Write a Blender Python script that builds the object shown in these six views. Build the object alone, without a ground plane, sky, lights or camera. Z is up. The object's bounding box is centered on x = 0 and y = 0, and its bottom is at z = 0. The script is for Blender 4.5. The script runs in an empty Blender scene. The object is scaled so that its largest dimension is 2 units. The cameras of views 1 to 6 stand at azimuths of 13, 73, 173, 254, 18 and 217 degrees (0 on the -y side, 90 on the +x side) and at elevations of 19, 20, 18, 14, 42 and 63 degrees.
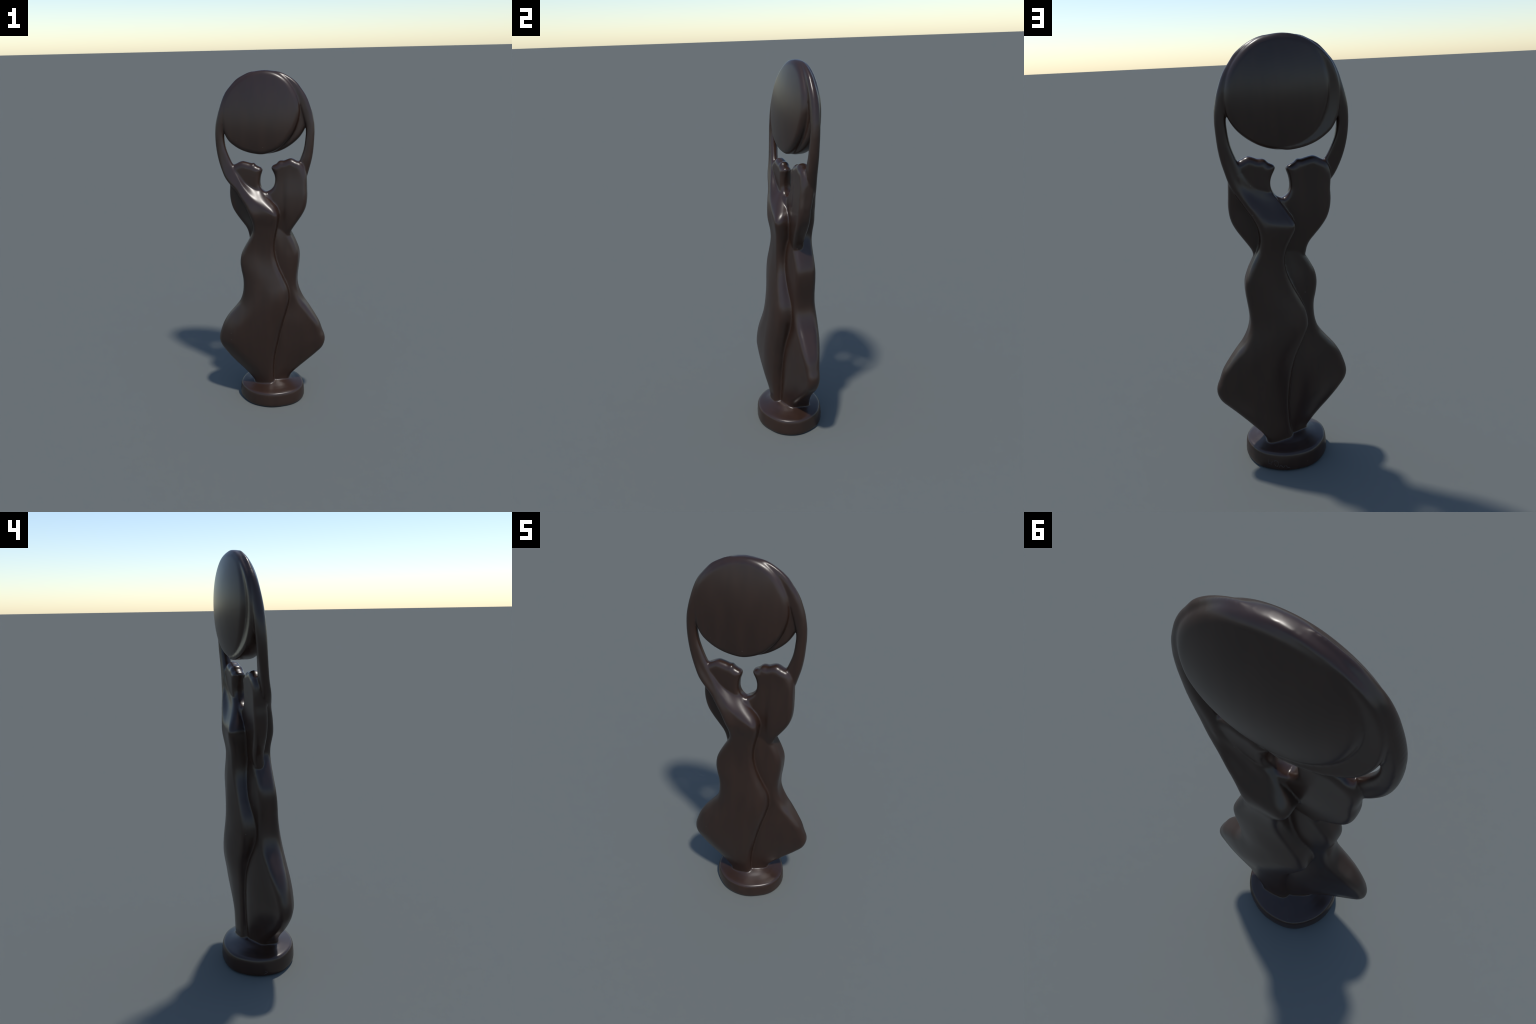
"""Carved, polished dark statuette: two stylised dancers back to back, each raising
one arm round the rim of a big double disc, on a low round base.

Each figure is made of two overlapping carved plates:
  * a body plate  - skirt, waist, shoulder and the raised arm, one sweeping profile
  * a torso plate - flank, neck and upturned head, lying half behind the body plate
Plates are cut from a profile curve (x, z), given a depth profile front and back
(c = depth measured from the leaning axis of the piece) and rounded edges.  All
plates, the two discs and the base are then fused to one skin, smoothed like
polished wood, and separated again by anatomical region.
"""
import bpy, bmesh, math, random
import numpy as np
from mathutils import Vector
from mathutils.geometry import tessellate_polygon
from mathutils.bvhtree import BVHTree

random.seed(7)
LEAN = 0.045            # the piece leans back: y = c + LEAN * z
VOXEL_PLATE = 0.0045
VOXEL_SKIN = 0.0034

# ------------------------------------------------------------------ helpers
def spline(points, closed=True, step=0.006):
    """Catmull-Rom curve through control points, evenly subdivided."""
    p = np.array(points, float)
    n = len(p)
    out = []
    for i in range(n if closed else n - 1):
        if closed:
            a, b, c, d = p[(i - 1) % n], p[i], p[(i + 1) % n], p[(i + 2) % n]
        else:
            a, b, c, d = p[max(i - 1, 0)], p[i], p[i + 1], p[min(i + 2, n - 1)]
        # centripetal knots avoid overshoot at unevenly spaced points
        k1 = max(np.linalg.norm(b - a), 1e-6) ** 0.5
        k2 = max(np.linalg.norm(c - b), 1e-6) ** 0.5
        k3 = max(np.linalg.norm(d - c), 1e-6) ** 0.5
        m1 = (b - a) / k1 - (c - a) / (k1 + k2) + (c - b) / k2
        m2 = (c - b) / k2 - (d - b) / (k2 + k3) + (d - c) / k3
        m1, m2 = m1 * k2, m2 * k2
        m = max(1, int(np.linalg.norm(c - b) / step))
        for j in range(m):
            t = j / m
            out.append((2*t**3 - 3*t**2 + 1) * b + (t**3 - 2*t**2 + t) * m1
                       + (-2*t**3 + 3*t**2) * c + (t**3 - t**2) * m2)
    if not closed:
        out.append(p[-1])
    return np.array(out)


def curve(table):
    """Smooth 1-D function through (position, value) control points."""
    t = np.array(table, float)
    x, y = t[:, 0], t[:, 1]
    s = np.gradient(y, x)
    def f(q):
        q = np.clip(q, x[0], x[-1])
        i = np.clip(np.searchsorted(x, q) - 1, 0, len(x) - 2)
        h = x[i + 1] - x[i]
        u = (q - x[i]) / h
        return ((2*u**3 - 3*u**2 + 1) * y[i] + (u**3 - 2*u**2 + u) * h * s[i]
                + (-2*u**3 + 3*u**2) * y[i+1] + (u**3 - u**2) * h * s[i+1])
    return f


def smoothstep(a, b, x):
    u = np.clip((x - a) / (b - a), 0, 1)
    return u * u * (3 - 2 * u)


def edge_distance(pts, outline):
    """Distance from each (x, z) point to the closed outline."""
    a = outline
    b = np.roll(outline, -1, axis=0)
    ab = b - a
    l2 = (ab ** 2).sum(1) + 1e-12
    best = np.full(len(pts), 1e9)
    for s in range(0, len(a), 40):
        A, AB, L = a[s:s+40], ab[s:s+40], l2[s:s+40]
        ap = pts[:, None, :] - A[None]
        u = np.clip((ap * AB[None]).sum(2) / L[None], 0, 1)
        d = ap - u[..., None] * AB[None]
        best = np.minimum(best, np.sqrt((d ** 2).sum(2)).min(1))
    return best


def remeshed(mesh, voxel):
    """Voxel-remeshed copy of a mesh."""
    ob = bpy.data.objects.new("work", mesh)
    bpy.context.collection.objects.link(ob)
    md = ob.modifiers.new("remesh", 'REMESH')
    md.mode = 'VOXEL'
    md.voxel_size = voxel
    md.adaptivity = 0.0
    dg = bpy.context.evaluated_depsgraph_get()
    me = bpy.data.meshes.new_from_object(ob.evaluated_get(dg))
    bpy.data.objects.remove(ob)
    return me


def coords(me):
    co = np.empty(len(me.vertices) * 3)
    me.vertices.foreach_get("co", co)
    return co.reshape(-1, 3)


def plate(outline, front, back, r_front, r_back, flat=0.15, swell_front=None, swell_back=None, reach=.12):
    """Solid plate: outline in (x, z); front/back give depth c at (x, z);
    r_front/r_back are the rounding radii of the two rims; swell_front/swell_back
    puff the faces outward (functions of z) over a distance `reach` from the rim."""
    half = 0.05
    bm = bmesh.new()
    va = [bm.verts.new((p[0], -half, p[1])) for p in outline]
    vb = [bm.verts.new((p[0], half, p[1])) for p in outline]
    n = len(outline)
    for i, j, k in tessellate_polygon([[Vector((p[0], p[1], 0)) for p in outline]]):
        bm.faces.new((va[i], va[j], va[k]))
        bm.faces.new((vb[k], vb[j], vb[i]))
    for i in range(n):
        bm.faces.new((va[(i+1) % n], va[i], vb[i], vb[(i+1) % n]))
    bmesh.ops.recalc_face_normals(bm, faces=bm.faces)
    me = bpy.data.meshes.new("plate")
    bm.to_mesh(me)
    bm.free()
    me = remeshed(me, VOXEL_PLATE)
    co = coords(me)
    x, z = co[:, 0], co[:, 2]
    t = np.clip(co[:, 1] / half, -1, 1)
    d = edge_distance(co[:, [0, 2]], outline)
    f, b = front(x, z), back(x, z)
    puff = 1 - (1 - np.clip(d / reach, 0, 1)) ** 2
    if swell_front is not None:
        f = f - swell_front(z) * puff
    if swell_back is not None:
        b = b + swell_back(z) * puff
    hlf = np.abs(b - f) / 2

    def rounding(r):
        r = r(x, z) if callable(r) else np.full_like(x, r)
        drop = np.minimum(r, hlf * (1 - flat))
        q = np.clip(d / r, 0, 1)
        return drop * (1 - np.sqrt(np.clip(1 - (1 - q) ** 2, 0, 1)))
    f = f + rounding(r_front)
    b = b - rounding(r_back)
    co[:, 1] = f + (b - f) * (t + 1) / 2 + LEAN * z
    me.vertices.foreach_set("co", co.ravel())
    me.update()
    return me

# ------------------------------------------------------------------ profiles
# figure whose body is in front (toward -y), arm raised on the -x side
FRONT_BODY = [
    (-.050, 1.990), (-.088, 1.992), (-.126, 1.987), (-.163, 1.971), (-.201, 1.949), (-.237, 1.912), (-.264, 1.879),
    (-.285, 1.837), (-.300, 1.794), (-.313, 1.751), (-.323, 1.705), (-.327, 1.655), (-.326, 1.600), (-.320, 1.550), (-.309, 1.500),
    (-.292, 1.450), (-.268, 1.400), (-.243, 1.368),
    (-.200, 1.325), (-.170, 1.284), (-.144, 1.247), (-.121, 1.202), (-.106, 1.164),
    (-.097, 1.126), (-.097, 1.097), (-.108, 1.067), (-.126, 1.035),
    (-.146, 1.000), (-.170, .950), (-.178, .900), (-.173, .850), (-.163, .800),
    (-.161, .750), (-.167, .700), (-.185, .650), (-.221, .600), (-.262, .550),
    (-.292, .500), (-.311, .450), (-.321, .415), (-.324, .385), (-.315, .352), (-.278, .300),
    (-.232, .250), (-.178, .200), (-.128, .150), (-.102, .115), (-.098, .060),
    (.026, .060), (.023, .102), (.020, .169), (.025, .275), (.041, .363), (.062, .459),
    (.082, .537), (.103, .614), (.114, .673), (.107, .738), (.082, .801), (.052, .871),
    (.032, .934), (.024, 1.005), (.034, 1.079), (.046, 1.137), (.052, 1.191),
    (.046, 1.218), (.034, 1.238), (.010, 1.262), (-.022, 1.292), (-.048, 1.318), (-.068, 1.344),
    (-.092, 1.366), (-.125, 1.390), (-.160, 1.415), (-.190, 1.440), (-.213, 1.462), (-.230, 1.485),
    (-.250, 1.525), (-.268, 1.572), (-.276, 1.615), (-.276, 1.648), (-.262, 1.710),
    (-.235, 1.790), (-.190, 1.850), (-.120, 1.910), (-.060, 1.945)]
FRONT_TORSO = [
    (-.235, 1.455), (-.221, 1.470), (-.202, 1.479), (-.186, 1.488), (-.170, 1.493), (-.150, 1.490),
    (-.133, 1.486), (-.114, 1.481), (-.098, 1.483), (-.088, 1.471), (-.072, 1.463),
    (-.057, 1.457), (-.050, 1.447), (-.052, 1.435), (-.059, 1.415), (-.064, 1.388),
    (-.064, 1.358), (-.055, 1.335), (-.040, 1.320), (-.020, 1.311), (.002, 1.288), (.022, 1.252),
    (.044, 1.215), (.034, 1.120), (.012, 1.020), (.000, .930), (-.095, .930),
    (-.120, 1.010), (-.129, 1.050), (-.135, 1.078), (-.147, 1.104), (-.173, 1.137),
    (-.201, 1.172), (-.227, 1.214), (-.240, 1.256), (-.2445, 1.300), (-.243, 1.345),
    (-.246, 1.390), (-.246, 1.425)]
# its partner behind (toward +y), arm raised on the +x side
REAR_BODY = [
    (-.030, 1.990), (.009, 1.992), (.048, 1.985), (.089, 1.967), (.126, 1.943), (.151, 1.920), (.167, 1.898), (.190, 1.866),
    (.206, 1.836), (.217, 1.808), (.229, 1.773), (.236, 1.743), (.242, 1.710), (.245, 1.660), (.243, 1.600), (.239, 1.550), (.231, 1.500), (.218, 1.450),
    (.203, 1.400), (.188, 1.368), (.160, 1.324), (.135, 1.283), (.113, 1.249),
    (.095, 1.212), (.086, 1.178), (.084, 1.141), (.089, 1.112), (.101, 1.083),
    (.116, 1.055), (.143, 1.000), (.160, .950), (.162, .900), (.157, .850), (.151, .800),
    (.150, .750), (.161, .700), (.185, .650), (.223, .600), (.259, .550), (.291, .500),
    (.311, .450), (.325, .415), (.327, .385), (.313, .345), (.273, .300), (.222, .250), (.170, .200),
    (.122, .150), (.104, .115), (.100, .060),
    (-.026, .060), (-.024, .124), (-.014, .188), (-.012, .259), (-.014, .320), (-.023, .405),
    (-.037, .488), (-.057, .560), (-.088, .629), (-.110, .683), (-.118, .714),
    (-.117, .745), (-.106, .794), (-.086, .842), (-.059, .898), (-.034, .960),
    (-.024, 1.000), (-.021, 1.037), (-.026, 1.074), (-.038, 1.111), (-.053, 1.146),
    (-.069, 1.182), (-.074, 1.205), (-.063, 1.232), (-.043, 1.262), (-.025, 1.288), (-.007, 1.312), (.015, 1.340),
    (.042, 1.360), (.082, 1.382), (.118, 1.412), (.142, 1.445), (.156, 1.480),
    (.172, 1.520), (.187, 1.565), (.195, 1.615), (.197, 1.675), (.182, 1.730), (.155, 1.800),
    (.110, 1.860), (.040, 1.915), (-.020, 1.945)]
REAR_TORSO = [
    (.175, 1.485), (.158, 1.493), (.145, 1.497), (.130, 1.506), (.112, 1.510), (.092, 1.504), (.073, 1.496),
    (.055, 1.497), (.042, 1.492), (.029, 1.478), (.010, 1.469), (.000, 1.459), (.004, 1.445),
    (.013, 1.428), (.021, 1.410), (.025, 1.388), (.021, 1.362), (.007, 1.338), (-.010, 1.324), (-.028, 1.315),
    (-.040, 1.292), (-.053, 1.262), (-.067, 1.234), (-.078, 1.205), (-.040, 1.110),
    (-.010, 1.020), (.000, .930), (.090, .930), (.110, 1.020), (.113, 1.060), (.119, 1.085), (.135, 1.112),
    (.160, 1.149), (.185, 1.188), (.201, 1.222), (.209, 1.257), (.211, 1.300), (.208, 1.345),
    (.206, 1.385), (.203, 1.425), (.192, 1.460)]

# ------------------------------------------------------------------ depth profiles
fb_front = curve([(0, -.090), (.12, -.094), (.25, -.096), (.40, -.098), (.60, -.098), (.80, -.097),
                  (1.0, -.096), (1.12, -.106), (1.20, -.118), (1.26, -.110), (1.32, -.093),
                  (1.39, -.075), (1.46, -.058), (1.56, -.048), (1.65, -.046), (1.8, -.042), (1.9, -.030), (2.0, -.012)])
skirt_swell = curve([(0, .0), (.12, .006), (.25, .030), (.40, .042), (.60, .040), (.80, .024), (.95, .008), (1.1, 0), (2, 0)])
rear_swell = curve([(0, .0), (.12, .004), (.25, .010), (.40, .019), (.60, .036), (.80, .026), (.95, .010), (1.1, 0), (2, 0)])
skirt_inner_swell = curve([(0, .0), (.12, .008), (.25, .008), (.40, .010), (.60, .012), (.80, .016), (.95, .010), (1.1, 0), (2, 0)])
fb_back_in = curve([(0, .046), (.33, .044), (.47, .034), (.67, .006), (.90, .003), (1.04, -.009),
                    (1.2, -.020), (1.40, -.022), (1.48, -.012), (1.57, -.002), (1.65, .002), (1.8, .004), (2.0, 0)])
fb_back_out = curve([(0, .030), (.15, .000), (.28, -.030), (.40, -.040), (.55, -.024), (.70, -.012),
                     (.80, -.016), (.95, -.014), (1.05, -.012), (1.2, -.020), (1.40, -.022), (1.48, -.012),
                     (1.57, -.002), (1.65, .002), (1.8, .004), (2.0, 0)])
rb_back = curve([(0, .088), (.12, .087), (.25, .077), (.40, .074), (.53, .078), (.63, .078), (.80, .070),
                 (.95, .070), (1.08, .072), (1.20, .088), (1.28, .074), (1.38, .050), (1.46, .042),
                 (1.58, .039), (1.70, .038), (1.8, .038), (1.9, .030), (2.0, .020)])
rb_front_in = curve([(0, -.054), (.30, -.054), (.50, -.048), (.65, -.032), (.75, -.033), (.85, -.039),
                     (1.12, -.040), (1.25, .000), (1.38, .000), (1.46, -.012), (1.56, -.012), (1.7, -.008), (2.0, -.004)])
rb_front_out = curve([(0, -.040), (.15, -.022), (.28, -.016), (.40, -.012), (.55, -.026), (.68, -.032), (.80, -.030),
                      (.95, -.032), (1.1, -.032), (1.25, .000), (1.38, .000), (1.46, -.012), (1.56, -.012), (1.7, -.008), (2.0, -.004)])
hip = curve([(0, .1), (.15, .13), (.25, .22), (.38, .32), (.5, .29), (.6, .23), (.7, .17), (.9, .17),
             (1.05, .13), (2.0, .2)])

def lateral(x, z):
    return smoothstep(.15, 1.0, np.abs(x) / hip(z))

# crest of each shoulder, running up into the arm; above it the face slopes in to the torso
front_crest = curve([(-.26, 1.560), (-.229, 1.484), (-.207, 1.437), (-.185, 1.404), (-.159, 1.368), (-.122, 1.331),
                     (-.085, 1.303), (-.047, 1.281), (-.009, 1.260), (.036, 1.236), (.060, 1.220)])
rear_crest = curve([(-.090, 1.195), (-.071, 1.208), (-.057, 1.217), (-.016, 1.226), (.022, 1.240), (.063, 1.264),
                    (.102, 1.303), (.133, 1.347), (.152, 1.400), (.170, 1.500)])

def slope_in(x, z, crest, width, lead=.55):
    """0 below the crest of the shoulder, 1 where the slope has reached the torso."""
    h = (z - crest(x)) * .82
    u = np.clip(h / width, -lead, 1)
    return smoothstep(-lead, 1.0, u) * smoothstep(1.50, 1.36, z)

def front_body_front(x, z):
    level = fb_front(z) + .012 * lateral(x, z) ** 3 * smoothstep(.75, .5, z)
    w = slope_in(x, z, front_crest, .018 + .046 * smoothstep(-.19, -.03, x))
    return level * (1 - w) + -.046 * w
def front_body_back(x, z):
    w = lateral(x, z)
    return fb_back_in(z) * (1 - w) + fb_back_out(z) * w
def rear_body_back(x, z):
    tilt = -.014 * smoothstep(.08, -.10, x) * smoothstep(1.25, 1.05, z)
    bevel = .028 * lateral(x, z) ** 2 * smoothstep(.70, .45, z) * smoothstep(.12, .3, z)
    w = slope_in(x, z, rear_crest, .110 - .045 * smoothstep(.03, .15, x), .25)
    return (rb_back(z) + tilt - bevel) * (1 - w) + .032 * w
def rear_body_front(x, z):
    w = lateral(x, z)
    return rb_front_in(z) * (1 - w) + rb_front_out(z) * w

def body_radius(low, shoulder, arm):
    f = curve([(0, low), (1.05, low), (1.18, shoulder), (1.32, shoulder), (1.45, arm), (2.0, arm)])
    return lambda x, z: f(z)

def torso_depth(tuck, low, mid, top):
    """Depth up a torso plate; its lower end tucks away inside the skirt."""
    f = curve([(.90, tuck), (.95, tuck), (1.06, low), (1.18, mid), (1.42, top), (1.55, top)])
    return lambda x, z: f(z)

# discs: two overlapping lens-shaped halves, side by side in depth and offset in x
FRONT_DISC = [
    (-.050, 1.996), (-.120, 1.983), (-.198, 1.938), (-.252, 1.880), (-.281, 1.805), (-.286, 1.735), (-.276, 1.665),
    (-.248, 1.611), (-.207, 1.577), (-.165, 1.555), (-.108, 1.539), (-.047, 1.534), (.005, 1.547), (.050, 1.570),
    (.092, 1.609), (.125, 1.652), (.147, 1.698), (.160, 1.751), (.161, 1.790), (.152, 1.841), (.134, 1.882),
    (.105, 1.927), (.065, 1.963), (.012, 1.988)]
REAR_DISC = [
    (-.040, 1.996), (.012, 1.990), (.060, 1.975), (.113, 1.938), (.157, 1.888), (.183, 1.840), (.196, 1.790),
    (.199, 1.740), (.193, 1.688), (.166, 1.637), (.127, 1.597), (.070, 1.560), (.013, 1.540), (-.040, 1.534),
    (-.100, 1.544), (-.160, 1.582), (-.205, 1.640), (-.234, 1.720), (-.241, 1.790), (-.222, 1.880),
    (-.176, 1.955), (-.110, 1.986)]

def dome(cx, cz, rx, rz, level, height):
    def f(x, z):
        q = ((x - cx) / rx) ** 2 + ((z - cz) / rz) ** 2
        return level + height * np.clip(1 - q, 0, 1)
    return f

def head_radius(x, z):
    return .020 + .014 * smoothstep(1.38, 1.46, z)

def rear_torso_back(x, z):
    return .014 + .016 * smoothstep(1.27, 1.38, z) 

def rear_torso_front(x, z):
    fold = .006 * smoothstep(.070, .105, x) * smoothstep(1.05, 1.18, z) * smoothstep(1.48, 1.28, z)
    return torso_depth(-.005, -.035, -.044, -.036)(x, z) - fold

sources = {}          # part key -> source mesh
sources["front_body"] = plate(spline(FRONT_BODY), front_body_front, front_body_back,
                              body_radius(.024, .026, .026), body_radius(.022, .02, .022),
                              swell_front=skirt_swell, swell_back=skirt_inner_swell)
sources["front_torso"] = plate(spline(FRONT_TORSO), torso_depth(-.040, -.056, -.052, -.055),
                               torso_depth(-.040, -.012, .004, .006), head_radius, head_radius, .15)
sources["rear_body"] = plate(spline(REAR_BODY), rear_body_front, rear_body_back,
                             body_radius(.022, .02, .022), body_radius(.024, .028, .026),
                             swell_front=skirt_inner_swell, swell_back=rear_swell)
sources["rear_torso"] = plate(spline(REAR_TORSO), rear_torso_front,
                              rear_torso_back, head_radius, head_radius, .15)
FD = (-.063, 1.769, .221, .229)
RD = (-.022, 1.768, .218, .232)

def front_disc_face(x, z):
    return dome(*FD, -.036, -.022)(x, z) + .035 * (x - FD[0]) + .06 * (z - FD[1])
def front_disc_back(x, z):
    return .024 + .05 * np.minimum(0, x + .05) + .45 * np.maximum(0, 1.80 - z) ** 2
def rear_disc_face(x, z):
    return dome(*RD, .040, .034)(x, z) + .06 * (x - RD[0]) - .05 * (z - RD[1])
def rear_disc_front(x, z):
    return -.022 + .11 * np.maximum(0, x + .03) + .08 * np.maximum(0, z - 1.82) * smoothstep(0, .12, x)

sources["front_disc"] = plate(spline(FRONT_DISC), front_disc_face, front_disc_back, .023, .008, .25)
sources["rear_disc"] = plate(spline(REAR_DISC), rear_disc_front, rear_disc_face, .018, .025, .25)


def base_mesh():
    """Low turned base, a little out of round, its top rising toward the figures."""
    prof = [(0.0, 0.0), (.965, 0.0), (.985, .004), (1.0, .016), (.998, .040), (.985, .072), (.972, .083),
            (.950, .0895), (.90, .0925), (.75, .098), (.62, .105), (.50, .115), (.40, .122), (.25, .126), (0.0, .127)]
    bm = bmesh.new()
    n = 144
    rings = []
    for r, z in prof:
        if r == 0.0:
            rings.append([bm.verts.new((0, 0, z))])
            continue
        ring = []
        for i in range(n):
            a = 2 * math.pi * i / n
            wob = 1 + .010 * math.cos(3 * a + .6) + .007 * math.cos(5 * a + 2.0) + .004 * math.cos(9 * a)
            ring.append(bm.verts.new((.202 * r * wob * math.cos(a), .182 * r * wob * math.sin(a), z)))
        rings.append(ring)
    for ra, rb in zip(rings[:-1], rings[1:]):
        for i in range(n):
            j = (i + 1) % n
            if len(ra) == 1:
                bm.faces.new((ra[0], rb[j], rb[i]))
            elif len(rb) == 1:
                bm.faces.new((ra[i], ra[j], rb[0]))
            else:
                bm.faces.new((ra[i], ra[j], rb[j], rb[i]))
    bmesh.ops.recalc_face_normals(bm, faces=bm.faces)
    me = bpy.data.meshes.new("base_source")
    bm.to_mesh(me)
    bm.free()
    return me

sources["base"] = base_mesh()

# ------------------------------------------------------------------ fuse and polish
joined = bmesh.new()
for me in sources.values():
    joined.from_mesh(me)
fused = bpy.data.meshes.new("fused")
joined.to_mesh(fused)
joined.free()
skin = remeshed(fused, VOXEL_SKIN)

bm = bmesh.new()
bm.from_mesh(skin)
for _ in range(8):
    bmesh.ops.smooth_vert(bm, verts=bm.verts, factor=0.5, use_axis_x=True, use_axis_y=True, use_axis_z=True)
bm.to_mesh(skin)
bm.free()
co = coords(skin)
vn = np.empty(len(skin.vertices) * 3)
skin.vertices.foreach_get("normal", vn)
co += .0013 * vn.reshape(-1, 3)          # give back what the polishing took off
co[:, 2] -= co[:, 2].min()
co[:, 2] *= 2.0 / co[:, 2].max()
skin.vertices.foreach_set("co", co.ravel())
skin.update()

# ------------------------------------------------------------------ material
def lacquered_wood():
    m = bpy.data.materials.new("dark_polished_wood")
    m.use_nodes = True
    nt = m.node_tree
    N, L = nt.nodes, nt.links
    bsdf = N["Principled BSDF"]
    tc = N.new("ShaderNodeTexCoord")
    mp = N.new("ShaderNodeMapping")
    mp.inputs["Scale"].default_value = (9, 9, 1.4)
    L.new(tc.outputs["Object"], mp.inputs["Vector"])
    grain = N.new("ShaderNodeTexNoise")
    grain.inputs["Scale"].default_value = 2.2
    grain.inputs["Detail"].default_value = 6
    grain.inputs["Roughness"].default_value = .6
    L.new(mp.outputs["Vector"], grain.inputs["Vector"])
    ramp = N.new("ShaderNodeValToRGB")
    ramp.color_ramp.elements[0].position = .30
    ramp.color_ramp.elements[0].color = (.027, .0138, .0095, 1)
    ramp.color_ramp.elements[1].position = .72
    ramp.color_ramp.elements[1].color = (.038, .0188, .0125, 1)
    L.new(grain.outputs["Fac"], ramp.inputs["Fac"])
    # sparse pale specks of dust and tiny chips
    vor = N.new("ShaderNodeTexVoronoi")
    vor.inputs["Scale"].default_value = 26
    L.new(tc.outputs["Object"], vor.inputs["Vector"])
    dot = N.new("ShaderNodeMath"); dot.operation = 'LESS_THAN'
    dot.inputs[1].default_value = .045
    L.new(vor.outputs["Distance"], dot.inputs[0])
    sep = N.new("ShaderNodeSeparateColor")
    L.new(vor.outputs["Color"], sep.inputs["Color"])
    rare = N.new("ShaderNodeMath"); rare.operation = 'GREATER_THAN'
    rare.inputs[1].default_value = .90
    L.new(sep.outputs["Red"], rare.inputs[0])
    both = N.new("ShaderNodeMath"); both.operation = 'MULTIPLY'
    L.new(dot.outputs[0], both.inputs[0]); L.new(rare.outputs[0], both.inputs[1])
    mix = N.new("ShaderNodeMix"); mix.data_type = 'RGBA'
    L.new(both.outputs[0], mix.inputs["Factor"])
    L.new(ramp.outputs["Color"], mix.inputs["A"])
    mix.inputs["B"].default_value = (.16, .13, .12, 1)
    L.new(mix.outputs["Result"], bsdf.inputs["Base Color"])
    # slightly uneven polish
    pol = N.new("ShaderNodeTexNoise")
    pol.inputs["Scale"].default_value = 7
    pol.inputs["Detail"].default_value = 4
    L.new(tc.outputs["Object"], pol.inputs["Vector"])
    mr = N.new("ShaderNodeMapRange")
    mr.inputs["To Min"].default_value = .27
    mr.inputs["To Max"].default_value = .35
    L.new(pol.outputs["Fac"], mr.inputs["Value"])
    L.new(mr.outputs["Result"], bsdf.inputs["Roughness"])
    bsdf.inputs["Specular IOR Level"].default_value = .5
    return m

wood = lacquered_wood()

# ------------------------------------------------------------------ separate by region
thing = bpy.data.objects.new("dancing_pair_statuette", None)
bpy.context.collection.objects.link(thing)
thing["label"] = "dark polished statuette of two dancers holding up a disc"
thing["category"] = "statuette"

# ------------------------------------------------------------------ scratched signature on the base
def pale_scratch():
    m = bpy.data.materials.new("scratched_wood")
    m.use_nodes = True
    nt = m.node_tree
    b = nt.nodes["Principled BSDF"]
    n = nt.nodes.new("ShaderNodeTexNoise")
    n.inputs["Scale"].default_value = 90
    r = nt.nodes.new("ShaderNodeValToRGB")
    r.color_ramp.elements[0].color = (.040, .026, .020, 1)
    r.color_ramp.elements[1].color = (.085, .070, .062, 1)
    tc = nt.nodes.new("ShaderNodeTexCoord")
    nt.links.new(tc.outputs["Object"], n.inputs["Vector"])
    nt.links.new(n.outputs["Fac"], r.inputs["Fac"])
    nt.links.new(r.outputs["Color"], b.inputs["Base Color"])
    b.inputs["Roughness"].default_value = .5
    return m

skin_tree_bm = bmesh.new()
skin_tree_bm.from_mesh(skin)
skin_tree = BVHTree.FromBMesh(skin_tree_bm)
skin_tree_bm.free()

def scratch(strokes, axis, name, mat):
    """Hair-thin strokes drawn on the base wall; (a, z) with a = x (seen from +y) or y (seen from -x)."""
    cu = bpy.data.curves.new(name, 'CURVE')
    cu.dimensions = '3D'
    cu.bevel_depth = .0011
    cu.bevel_resolution = 1
    for st in strokes:
        pts = []
        for a, z in spline(st, closed=False, step=.004):
            if axis == 'y':
                hit = skin_tree.ray_cast(Vector((a, .6, z)), Vector((0, -1, 0)))[0]
            else:
                hit = skin_tree.ray_cast(Vector((-.6, a, z)), Vector((1, 0, 0)))[0]
            if hit is not None:
                pts.append(hit)
        sp = cu.splines.new('POLY')
        sp.points.add(len(pts) - 1)
        for p, h in zip(sp.points, pts):
            p.co = (*h, 1)
    tmp = bpy.data.objects.new(name, cu)
    bpy.context.collection.objects.link(tmp)
    me = bpy.data.meshes.new_from_object(tmp.evaluated_get(bpy.context.evaluated_depsgraph_get()))
    bpy.data.objects.remove(tmp)
    bpy.data.curves.remove(cu)
    me.name = name
    me.materials.clear()
    me.materials.append(mat)
    me.shade_smooth()
    ob = bpy.data.objects.new(name, me)
    bpy.context.collection.objects.link(ob)
    ob.parent = thing
    return ob

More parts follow.
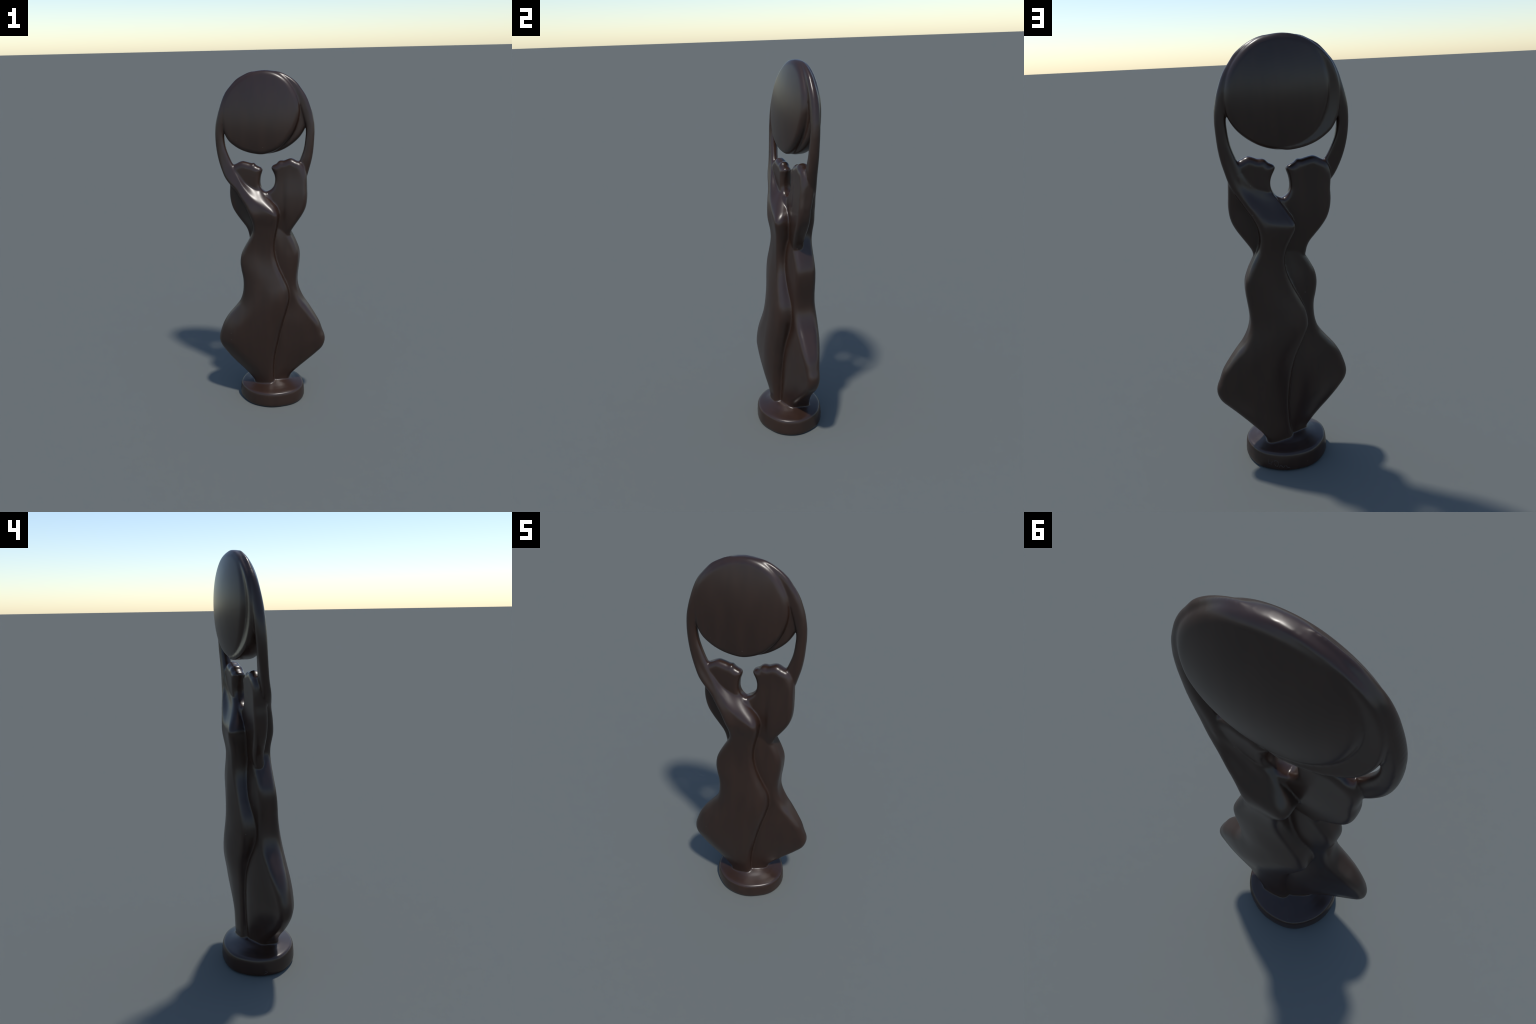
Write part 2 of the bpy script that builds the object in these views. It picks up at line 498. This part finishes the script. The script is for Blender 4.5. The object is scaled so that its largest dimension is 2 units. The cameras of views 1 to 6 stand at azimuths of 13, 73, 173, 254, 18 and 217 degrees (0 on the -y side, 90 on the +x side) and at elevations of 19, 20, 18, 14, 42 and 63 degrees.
pale = pale_scratch()
scratch([
    [(.108, .060), (.110, .048), (.111, .037), (.104, .034), (.096, .035)],          # L
    [(.101, .048), (.097, .044), (.093, .047), (.092, .053)],                        # small loop
    [(.087, .052), (.080, .056), (.073, .056), (.067, .049), (.065, .040), (.068, .030), (.074, .024)],  # D bow
    [(.084, .040), (.081, .030), (.078, .026)],
    [(.062, .021), (.059, .030), (.057, .035), (.050, .028), (.043, .021)],          # N
    [(.043, .021), (.040, .028), (.037, .032)],
    [(.032, .033), (.026, .026), (.019, .018)],                                      # N diagonal
    [(.019, .018), (.015, .021), (.012, .022)],
], 'y', "inscription", pale)
scratch([[(.022, .031), (.015, .028), (.009, .024), (.016, .019), (.025, .014)]], 'x', "scratch_mark", pale)

trees = {}
for key, me in sources.items():
    sm = bmesh.new()
    sm.from_mesh(me)
    trees[key] = BVHTree.FromBMesh(sm)
    sm.free()

nf = len(skin.polygons)
centres = np.empty(nf * 3)
skin.polygons.foreach_get("center", centres)
centres = centres.reshape(-1, 3)
keys = list(sources)

def region(c):
    v = Vector(c)
    best, owner = 1e9, keys[0]
    for k in keys:
        hit = trees[k].find_nearest(v, .06)
        if hit[0] is not None and hit[3] < best:
            best, owner = hit[3], k
    x, y, z = c
    if owner == "base":
        return "base"
    if owner.endswith("disc"):
        return "disc"
    side = owner.split("_")[0]
    if owner.endswith("torso"):
        return side + (":head" if z > 1.352 else ":torso")
    s = -1 if side == "front" else 1
    if s * x + .9 * (z - 1.30) > .10:      # line across the shoulder
        return side + ":arm"
    return side + (":torso" if z > 1.06 else ":skirt")

labels = np.array([region(c) for c in centres])
vn = np.empty(len(skin.vertices) * 3)
skin.vertices.foreach_get("normal", vn)
vn = vn.reshape(-1, 3)
co = coords(skin)
faces = [tuple(p.vertices) for p in skin.polygons]

for lab in ["base", "disc", "front:skirt", "front:torso", "front:arm", "front:head",
            "rear:skirt", "rear:torso", "rear:arm", "rear:head"]:
    idx = np.nonzero(labels == lab)[0]
    used = np.unique(np.concatenate([faces[i] for i in idx]))
    remap = {int(v): i for i, v in enumerate(used)}
    name = lab.split(":")[-1]
    me = bpy.data.meshes.new(name)
    me.from_pydata(co[used].tolist(), [], [[remap[v] for v in faces[i]] for i in idx])
    me.shade_smooth()
    me.normals_split_custom_set_from_vertices(vn[used].tolist())
    me.materials.append(wood)
    ob = bpy.data.objects.new(name, me)
    bpy.context.collection.objects.link(ob)
    ob.parent = thing

for me in list(sources.values()) + [skin, fused]:
    bpy.data.meshes.remove(me)
